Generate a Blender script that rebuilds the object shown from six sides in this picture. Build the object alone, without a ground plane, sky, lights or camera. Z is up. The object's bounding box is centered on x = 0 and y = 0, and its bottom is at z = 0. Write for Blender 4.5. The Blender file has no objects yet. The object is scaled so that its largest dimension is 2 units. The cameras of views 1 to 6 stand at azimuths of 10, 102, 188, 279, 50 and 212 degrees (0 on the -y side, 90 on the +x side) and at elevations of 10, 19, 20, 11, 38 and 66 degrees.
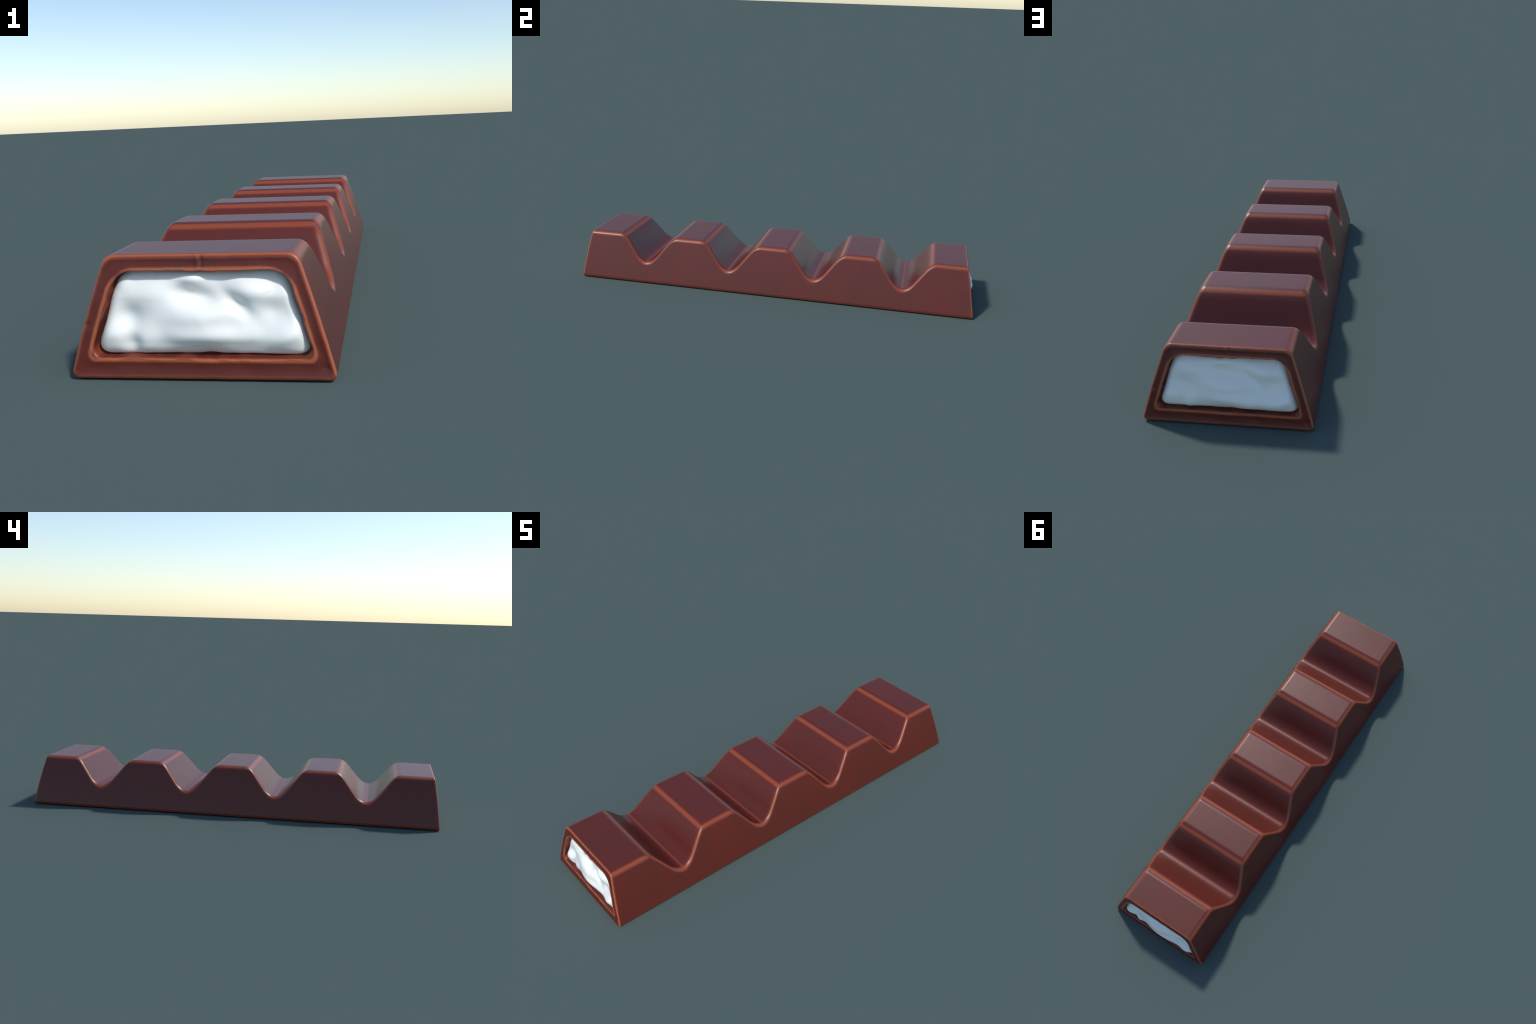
"""A milk-chocolate finger of five ridged segments, cut open at both ends to show
a lumpy white cream filling.  Long axis = y, metres, base on z = 0."""
import bpy, math
from math import sin, cos, pi, sqrt, exp, atan2
from mathutils import Vector, noise

# ------------------------------------------------------------------ dimensions
HEIGHT = 0.2355          # top of the segments
PITCH = 0.4358           # distance between two grooves
SHIFT = -0.0010          # offset of the ridges along the bar
GROOVE_FLOOR = 0.1065    # lowest point of a groove
GROOVE_BOWL = 0.058      # half width of the round groove floor
GROOVE_CURVE = 11.0      # parabola of that floor
GROOVE_SLOPE = 1.27      # straight groove walls above it
BASE_HALF = 0.2592       # half width at the base
R_TOP, R_BASE, R_END = 0.025, 0.012, 0.0065
# cut faces lean inward and bulge slightly: y = a - b z - c z^2
END_FRONT = (0.9990, 0.088, 0.22)     # the -y end
END_BACK = (0.9975, 0.135, 0.22)      # the +y end


def side(z):
    """half width of the bar at height z (sides lean in, a little convex)"""
    return BASE_HALF - 0.262 * z - 0.20 * z * z


def end_y(e, z):
    return e[0] - e[1] * z - e[2] * z * z


def smooth_min(a, b, k):
    h = max(k - abs(a - b), 0.0) / k
    return min(a, b) - h * h * k * 0.25


def ridge(y):
    """height of the bar along its length"""
    s = abs((((y - SHIFT) / PITCH) % 1.0) - 0.5) * PITCH        # distance to the nearest groove
    if abs(y) > 2 * PITCH:
        s = PITCH
    b = min(s, GROOVE_BOWL)
    w = GROOVE_FLOOR + GROOVE_CURVE * b * b + GROOVE_SLOPE * max(s - GROOVE_BOWL, 0)
    return smooth_min(HEIGHT, w, 0.034)


# ------------------------------------------------------------------ cross-section
N_BASE, N_CORNER, N_SIDE, N_TOP = 40, 10, 44, 50


def fillet(p, a, b, r, n):
    """n points round the corner p between directions to a and to b"""
    u, v = (a - p).normalized(), (b - p).normalized()
    half = u.angle(v) / 2
    t = r / math.tan(half)
    c = p + (u + v).normalized() * (r / sin(half))
    s, e = p + u * t - c, p + v * t - c
    total = s.angle(e)
    out = []
    for i in range(n):
        f = i / (n - 1)
        out.append(c + (s * sin((1 - f) * total) + e * sin(f * total)) / sin(total))
    return out


def trapezoid(z0, z1, width, r0, r1, drop=0.0):
    """closed rounded trapezoid from height z0 to z1, width(z) = half width"""
    A, B = Vector((width(z0), z0)), Vector((width(z1), z1))
    low = fillet(A, Vector((0, z0)), B, r0, N_CORNER)
    top = fillet(B, A, Vector((0, z1)), r1, N_CORNER)
    half = []
    for i in range(N_BASE):
        half.append(Vector((low[0].x * i / N_BASE, z0)))
    half += low
    for i in range(1, N_SIDE):
        half.append(low[-1].lerp(top[0], i / N_SIDE))
    half += top
    for i in range(1, N_TOP + 1):
        half.append(Vector((top[-1].x * (1 - i / N_TOP), z1)))
    # bow the sides to the convex flank
    for p in half:
        if p.x > 0:
            chord = A.x + (B.x - A.x) * (p.y - z0) / (z1 - z0)
            p.x += (width(p.y) - chord) * min(1.0, p.x / max(chord, 1e-6))
    return half + [Vector((-p.x, p.y)) for p in reversed(half[1:-1])]


def wobble(x, z, seed, scale):
    return noise.noise(Vector((x * scale, z * scale, seed)))


def opening(width_add, z0, z1, seed, jitter, r0=0.018, r1=0.044):
    """outline of the hole in the cut face, bitten unevenly"""
    def width(z):
        return side(z) - 0.0285 - 0.05 * max(0.06 - z, 0) + width_add
    pts = trapezoid(z0, z1, width, r0, r1)
    c = Vector((0, 0.118))
    out = []
    for p in pts:
        d = (p - c).normalized()
        k = wobble(p.x, p.y, seed, 19) * 0.9 + wobble(p.x, p.y, seed + 5, 45) * 0.45
        # blend: top and bottom edges move up and down, side edges in and out
        out.append(p + Vector((d.x, d.y * 1.2)) * k * jitter)
    return out


# ------------------------------------------------------------------ coating mesh
def build_coating():
    verts, faces = [], []
    count = 2 * (N_BASE + 2 * N_CORNER + N_SIDE - 1 + N_TOP) - 2 + 0
    rings = []

    def add(ring):
        rings.append(range(len(verts), len(verts) + len(ring)))
        verts.extend(ring)

    def end_rings(e, sign):
        """rings from the coating's flank, round the edge, across the cut face
        and down into the hollow; sign -1 = front"""
        outer = trapezoid(0.0, HEIGHT, side, R_BASE, R_TOP)
        hole = opening(0.0, 0.038, 0.206, 3.1, 0.0062)
        inner = opening(-0.0075, 0.0445, 0.2020, 3.1, 0.0030)
        n = len(outer)
        result = []

        def dent(x, z):
            """small marks in the cut face: positive = pushed in"""
            x = -x * sign           # the same cut seen from either end
            d = 0.0035 * exp(-((x - 0.004) / 0.0035) ** 2 - ((z - 0.226) / 0.012) ** 2)
            d -= 0.0020 * exp(-((x + 0.003) / 0.0035) ** 2 - ((z - 0.222) / 0.012) ** 2)
            d += 0.0025 * exp(-((x + 0.223) / 0.006) ** 2 - ((z - 0.103) / 0.005) ** 2)
            d += 0.0030 * exp(-(((x - 0.235) + (z - 0.024)) / 0.010) ** 2
                              - (((x - 0.235) - (z - 0.024)) / 0.005) ** 2)
            d += 0.0012 * wobble(x, z, 7.7, 30)
            return d

        def nick(x, z):
            """the outer edge is a little ragged"""
            x = -x * sign
            k = 0.0016 * wobble(x, z, 1.3, 38)
            k += 0.0022 * exp(-((z - 0.185) / 0.012) ** 2) * (1 if x < 0 else 0.4)
            return k

        outward = []
        for k in range(n):
            t = (outer[(k + 1) % n] - outer[k - 1]).normalized()
            outward.append(Vector((t.y, -t.x)))
        # rounded outer edge
        steps = 7
        for i in range(steps + 1):
            a = i / steps * pi / 2
            inset, back = R_END * (1 - cos(a)), R_END * (1 - sin(a))
            ring = []
            for k, p in enumerate(outer):
                q = p.copy()
                d = outward[k]
                f = i / steps
                q -= d * (inset + max(0, nick(p.x, p.y)) * f)
                y = end_y(e, p.y) - back - dent(q.x, q.y) * f
                ring.append((q.x, sign * y, max(q.y, 0)))
            result.append(ring)
        last = [Vector((p[0], p[2])) for p in result[-1]]
        # flat of the cut
        for f in (0.08, 0.18, 0.3, 0.42, 0.54, 0.66, 0.78, 0.88, 0.95):
            ring = []
            for p, q in zip(last, hole):
                r = p.lerp(q, f)
                y = end_y(e, r.y) - dent(r.x, r.y) - 0.0015 * sin(pi * f)
                ring.append((r.x, sign * y, r.y))
            result.append(ring)
        # rounded inner lip, then the wall of the hollow
        lip = 0.007
        for i in range(7):
            a = i / 6 * pi / 2
            ring = []
            for p, q in zip(hole, inner):
                f = 0.36 * i / 6
                r = p.lerp(q, f)
                c = (Vector((0, 0.12)) - r).normalized()
                r = r + c * lip * 0.35 * sin(a)
                y = end_y(e, r.y) - lip * (1 - cos(a)) - dent(r.x, r.y) * 0.5
                ring.append((r.x, sign * y, r.y))
            result.append(ring)
        for f, depth in ((0.5, 0.012), (0.62, 0.018), (0.75, 0.025), (0.88, 0.032), (1, 0.04), (1, 0.07), (1, 0.12)):
            ring = []
            for p, q in zip(hole, inner):
                r = p.lerp(q, f)
                ring.append((r.x, sign * (end_y(e, r.y) - depth), r.y))
            result.append(ring)
        return result

    front, back = end_rings(END_FRONT, -1), end_rings(END_BACK, 1)
    for ring in reversed(front):
        add(ring)
    # the flank between the two rounded ends
    stations = 640
    y_front, y_back = -(END_FRONT[0] - R_END), END_BACK[0] - R_END
    for i in range(1, stations):
        y = y_front + (y_back - y_front) * i / stations
        h = ridge(y)
        sec = trapezoid(0.0, h, side, R_BASE, R_TOP)
        e, lim = (END_FRONT, -y_front) if y < 0 else (END_BACK, y_back)
        k = max(0.0, (abs(y) - 0.80) / (lim - 0.80))      # lean toward the cut
        ring = []
        for p in sec:
            yy = abs(y) - k * (e[0] - end_y(e, p.y))
            ring.append((p.x, math.copysign(yy, y), p.y))
        add(ring)
    for ring in back:
        add(ring)
    for a, b in zip(rings[:-1], rings[1:]):
        n = len(a)
        for i in range(n):
            j = (i + 1) % n
            faces.append((a[i], a[j], b[j], b[i]))
    faces.append(tuple(reversed(rings[0])))
    faces.append(tuple(rings[-1]))
    return make_mesh("coating", verts, faces)


def make_mesh(name, verts, faces):
    import bmesh
    me = bpy.data.meshes.new(name)
    me.from_pydata([tuple(v) for v in verts], [], faces)
    bm = bmesh.new()
    bm.from_mesh(me)
    bmesh.ops.recalc_face_normals(bm, faces=bm.faces)
    for f in bm.faces:
        f.smooth = True
    bm.to_mesh(me)
    bm.free()
    return me


# ------------------------------------------------------------------ cream filling
# lumps of the cream: x, z, bulge, half size in x, half size in z, turn (degrees)
LUMPS = [
    (-0.016, 0.190, 0.015, 0.032, 0.018, 0),       # tongue under the top edge
    (-0.006, 0.152, -0.016, 0.046, 0.017, -10),    # hollow under it
    (0.000, 0.118, 0.018, 0.075, 0.030, 0),        # broad belly
    (0.018, 0.080, 0.016, 0.090, 0.020, 0),
    (0.095, 0.168, 0.012, 0.042, 0.022, -15),      # shoulder
    (0.070, 0.140, -0.010, 0.038, 0.014, -40),     # furrow between belly and shoulder
    (-0.085, 0.165, 0.008, 0.050, 0.028, 0),
    (-0.138, 0.117, -0.008, 0.024, 0.022, 0),
    (-0.168, 0.083, 0.010, 0.026, 0.024, 0),
    (-0.135, 0.063, -0.008, 0.016, 0.020, 0),
    (-0.105, 0.078, 0.005, 0.020, 0.025, 0),
    (0.140, 0.128, -0.007, 0.026, 0.020, 0),
    (0.165, 0.080, 0.013, 0.034, 0.020, 25),
    (0.105, 0.056, -0.004, 0.040, 0.014, 0),
    (-0.150, 0.178, 0.004, 0.020, 0.016, 0),
]


# the far end has a few lumps of its own
LUMPS_BACK = [
    (0.075, 0.062, 0.009, 0.080, 0.018, 0),
    (-0.125, 0.062, 0.008, 0.022, 0.020, 0),
]


def cream_front(x, z, lumps):
    d = -0.012 + 0.0025 * wobble(x, z, 2.2, 14) + 0.0006 * wobble(x, z, 8.2, 40)
    t = min(max((z - 0.150) / 0.045, 0.0), 1.0)
    d -= 0.009 * t * t * (3 - 2 * t)               # sunk below the top edge
    for cx, cz, amp, sx, sz, turn in lumps:
        t = math.radians(turn)
        u, v = x - cx, z - cz
        u, v = u * cos(t) + v * sin(t), -u * sin(t) + v * cos(t)
        d += amp * exp(-(u / sx) ** 2 - (v / sz) ** 2)
    return d


def build_filling(e, lumps, proud=0.0):
    """seen from the front: x to the right, the cut faces -y"""
    z_low, z_high = 0.0415, 0.2055
    rim = opening(-0.0040, z_low, z_high, 9.4, 0.0040, 0.022, 0.040)
    centre = Vector((0.0, 0.118))
    verts, faces = [], []
    n, radial, edge = len(rim), 70, 0.022
    verts.append(None)
    for k in range(1, radial + 1):
        f = 1 - (1 - k / radial) ** 1.35
        for p in rim:
            q = centre.lerp(p, f)
            room = (p - q).length
            # distance to the outline itself, not along the spoke
            near = smooth_min(q.y - z_low, z_high - q.y, 0.01)
            near = smooth_min(near, side(q.y) - 0.034 - abs(q.x), 0.02)
            room = min(max(smooth_min(room, near, 0.006), 0.0), edge)
            drop = edge - sqrt(max(edge ** 2 - (edge - room) ** 2, 0))
            y = end_y(e, q.y) + cream_front(q.x, q.y, lumps) + proud - drop * 1.0
            verts.append((q.x, -y, q.y))
    y = end_y(e, centre.y) + cream_front(*centre, lumps) + proud
    verts[0] = (centre.x, -y, centre.y)
    for depth in (0.058, 0.075, 0.095):
        for p in rim:
            verts.append((p.x, -(end_y(e, p.y) - depth), p.y))
    for i in range(n):
        faces.append((0, 1 + i, 1 + (i + 1) % n))
    for k in range(radial + 2):
        a = 1 + k * n
        for i in range(n):
            j = (i + 1) % n
            faces.append((a + i, a + n + i, a + n + j, a + j))
    a = 1 + (radial + 2) * n
    faces.append(tuple(a + i for i in reversed(range(n))))
    return make_mesh("filling", verts, faces)


# ------------------------------------------------------------------ materials
class Graph:
    def __init__(self, name):
        self.mat = bpy.data.materials.new(name)
        self.mat.use_nodes = True
        self.tree = self.mat.node_tree
        self.tree.nodes.clear()
        self.out = self.node("ShaderNodeOutputMaterial")
        self.bsdf = self.node("ShaderNodeBsdfPrincipled")
        self.link(self.bsdf.outputs[0], self.out.inputs[0])
        self.coord = self.node("ShaderNodeTexCoord").outputs["Object"]

    def node(self, kind, **props):
        n = self.tree.nodes.new(kind)
        for k, v in props.items():
            setattr(n, k, v)
        return n

    def link(self, a, b):
        self.tree.links.new(a, b)

    def put(self, value, socket):
        if hasattr(value, "is_linked"):
            self.link(value, socket)
        else:
            socket.default_value = value

    def math(self, op, *args):
        n = self.node("ShaderNodeMath", operation=op)
        for a, s in zip(args, n.inputs):
            self.put(a, s)
        return n.outputs[0]

    def least(self, first, *rest):
        for r in rest:
            first = self.math("MINIMUM", first, r)
        return first

    def noise(self, scale, detail=3.0, rough=0.5, distortion=0.0, vector=None):
        n = self.node("ShaderNodeTexNoise")
        self.link(vector or self.coord, n.inputs["Vector"])
        n.inputs["Scale"].default_value = scale
        n.inputs["Detail"].default_value = detail
        n.inputs["Roughness"].default_value = rough
        n.inputs["Distortion"].default_value = distortion
        return n.outputs[0]

    def ramp(self, value, lo, hi, out0=0.0, out1=1.0):
        n = self.node("ShaderNodeMapRange", interpolation_type="SMOOTHSTEP")
        for a, s in zip((value, lo, hi, out0, out1), n.inputs):
            self.put(a, s)
        return n.outputs[0]

    def mix(self, f, a, b):
        n = self.node("ShaderNodeMix", data_type="RGBA")
        self.put(f, n.inputs[0])
        self.put(a, n.inputs[6])
        self.put(b, n.inputs[7])
        return n.outputs[2]


def srgb(r, g, b):
    f = lambda c: c / 12.92 if c <= 0.04045 else ((c + 0.055) / 1.055) ** 2.4
    return tuple(f(c / 255) for c in (r, g, b)) + (1.0,)


CHOCOLATE, WORN = srgb(97, 37, 28), srgb(156, 76, 47)


def chocolate_material():
    """milk chocolate, paler and warmer where it is rubbed along its edges"""
    g = Graph("milk_chocolate")
    m = g.math
    sep = g.node("ShaderNodeSeparateXYZ")
    g.link(g.coord, sep.inputs[0])
    x, y, z = sep.outputs
    ax, z2 = m("ABSOLUTE", x), m("MULTIPLY", z, z)
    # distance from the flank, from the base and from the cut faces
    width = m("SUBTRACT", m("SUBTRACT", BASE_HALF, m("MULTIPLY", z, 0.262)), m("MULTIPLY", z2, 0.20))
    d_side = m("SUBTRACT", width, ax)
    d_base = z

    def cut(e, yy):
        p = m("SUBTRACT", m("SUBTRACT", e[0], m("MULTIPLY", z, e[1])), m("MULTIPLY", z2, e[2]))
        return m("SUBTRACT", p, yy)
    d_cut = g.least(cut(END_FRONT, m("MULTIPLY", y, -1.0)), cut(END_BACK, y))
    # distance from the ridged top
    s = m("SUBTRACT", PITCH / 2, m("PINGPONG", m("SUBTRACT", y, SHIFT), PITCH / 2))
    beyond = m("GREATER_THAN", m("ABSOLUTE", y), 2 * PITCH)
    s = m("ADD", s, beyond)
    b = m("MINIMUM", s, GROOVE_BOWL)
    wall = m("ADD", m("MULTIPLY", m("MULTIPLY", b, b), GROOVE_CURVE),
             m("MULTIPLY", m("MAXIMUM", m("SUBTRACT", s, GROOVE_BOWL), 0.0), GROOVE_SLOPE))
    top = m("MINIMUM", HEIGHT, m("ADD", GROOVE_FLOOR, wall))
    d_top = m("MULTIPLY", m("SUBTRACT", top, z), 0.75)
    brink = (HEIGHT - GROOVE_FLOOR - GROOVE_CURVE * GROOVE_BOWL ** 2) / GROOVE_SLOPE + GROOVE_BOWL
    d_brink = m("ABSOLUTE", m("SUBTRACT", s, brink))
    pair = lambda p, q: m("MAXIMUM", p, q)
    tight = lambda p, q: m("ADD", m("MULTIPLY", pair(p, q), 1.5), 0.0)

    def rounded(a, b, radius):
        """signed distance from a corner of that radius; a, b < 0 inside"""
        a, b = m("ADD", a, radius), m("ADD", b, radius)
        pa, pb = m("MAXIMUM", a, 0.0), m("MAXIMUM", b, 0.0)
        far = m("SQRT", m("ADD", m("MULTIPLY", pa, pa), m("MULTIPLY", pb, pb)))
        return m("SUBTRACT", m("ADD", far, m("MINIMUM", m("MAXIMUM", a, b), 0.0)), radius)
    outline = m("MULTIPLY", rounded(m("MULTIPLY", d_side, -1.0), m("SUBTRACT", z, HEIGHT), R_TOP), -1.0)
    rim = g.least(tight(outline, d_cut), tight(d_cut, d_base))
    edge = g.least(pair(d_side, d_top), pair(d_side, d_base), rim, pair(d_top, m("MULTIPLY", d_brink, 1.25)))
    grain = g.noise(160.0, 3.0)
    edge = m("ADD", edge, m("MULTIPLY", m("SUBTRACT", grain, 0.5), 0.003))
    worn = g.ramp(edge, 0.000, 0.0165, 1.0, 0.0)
    # inner lip of the cut
    hole = m("MAXIMUM", rounded(m("SUBTRACT", ax, m("SUBTRACT", width, 0.0285)), m("SUBTRACT", z, 0.206), 0.040),
             rounded(m("SUBTRACT", ax, m("SUBTRACT", width, 0.0290)), m("SUBTRACT", 0.038, z), 0.016))
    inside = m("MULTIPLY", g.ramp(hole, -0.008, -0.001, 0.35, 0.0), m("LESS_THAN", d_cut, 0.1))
    hole = m("ADD", m("ABSOLUTE", m("SUBTRACT", hole, 0.001)), m("MULTIPLY", d_cut, 0.4))
    lip = g.ramp(m("ADD", hole, m("MULTIPLY", m("SUBTRACT", grain, 0.5), 0.003)), 0.001, 0.0075, 0.9, 0.0)
    # thin pale line along the floor of every groove
    floor = g.ramp(pair(d_top, s), 0.001, 0.009, 0.45, 0.0)
    g_max = lambda a, b, c, d: m("MAXIMUM", m("MAXIMUM", a, b), m("MAXIMUM", c, d))
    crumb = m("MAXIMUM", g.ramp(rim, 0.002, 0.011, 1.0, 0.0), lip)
    worn = g_max(worn, lip, floor, inside)
    blotch = g.ramp(g.noise(7.0, 4.0, 0.6), 0.3, 0.7)
    body = g.mix(blotch, CHOCOLATE, srgb(90, 38, 29))
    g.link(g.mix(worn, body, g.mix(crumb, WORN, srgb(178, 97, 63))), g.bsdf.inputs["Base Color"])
    g.bsdf.inputs["Roughness"].default_value = 0.37
    g.bsdf.inputs["Specular IOR Level"].default_value = 0.40
    bump = g.node("ShaderNodeBump")
    bump.inputs["Strength"].default_value = 0.05
    bump.inputs["Distance"].default_value = 0.004
    g.link(g.noise(30.0, 3.0), bump.inputs["Height"])
    g.link(bump.outputs[0], g.bsdf.inputs["Normal"])
    return g.mat


def cream_material():
    """white milk cream with a few hair-thin streaks of chocolate"""
    g = Graph("milk_cream")
    m = g.math
    warp = g.node("ShaderNodeVectorMath", operation="MULTIPLY_ADD")
    n = g.node("ShaderNodeTexNoise")
    g.link(g.coord, n.inputs["Vector"])
    n.inputs["Scale"].default_value = 30.0
    g.link(n.outputs["Color"], warp.inputs[0])
    warp.inputs[1].default_value = (0.02, 0.02, 0.02)
    g.link(g.coord, warp.inputs[2])
    cell = g.node("ShaderNodeTexVoronoi", feature="DISTANCE_TO_EDGE")
    g.link(warp.outputs[0], cell.inputs["Vector"])
    cell.inputs["Scale"].default_value = 13.0
    hair = g.ramp(cell.outputs["Distance"], 0.003, 0.012, 1.0, 0.0)
    patch = g.ramp(g.noise(26.0, 4.0, 0.6), 0.56, 0.66)
    hair = m("MULTIPLY", m("MULTIPLY", hair, patch), 0.35)
    tint = g.mix(g.ramp(g.noise(12.0), 0.35, 0.65), srgb(242, 245, 239), srgb(244, 244, 238))
    g.link(g.mix(hair, tint, srgb(150, 105, 85)), g.bsdf.inputs["Base Color"])
    g.bsdf.inputs["Roughness"].default_value = 0.42
    return g.mat


# ------------------------------------------------------------------ assembly
def add_object(name, data, parent, material=None):
    ob = bpy.data.objects.new(name, data)
    bpy.context.scene.collection.objects.link(ob)
    if parent:
        ob.parent = parent
    if material:
        data.materials.append(material)
    return ob


bar = add_object("chocolate_bar", None, None)
bar["label"] = "ridged milk chocolate finger with white cream filling"
bar["category"] = "chocolate bar"
coating = add_object("coating", build_coating(), bar, chocolate_material())
cream = cream_material()
filling = add_object("filling", build_filling(END_FRONT, LUMPS), bar, cream)
other = add_object("filling", build_filling(END_BACK, LUMPS + LUMPS_BACK, 0.001), bar, cream)
other.rotation_euler = (0, 0, pi)
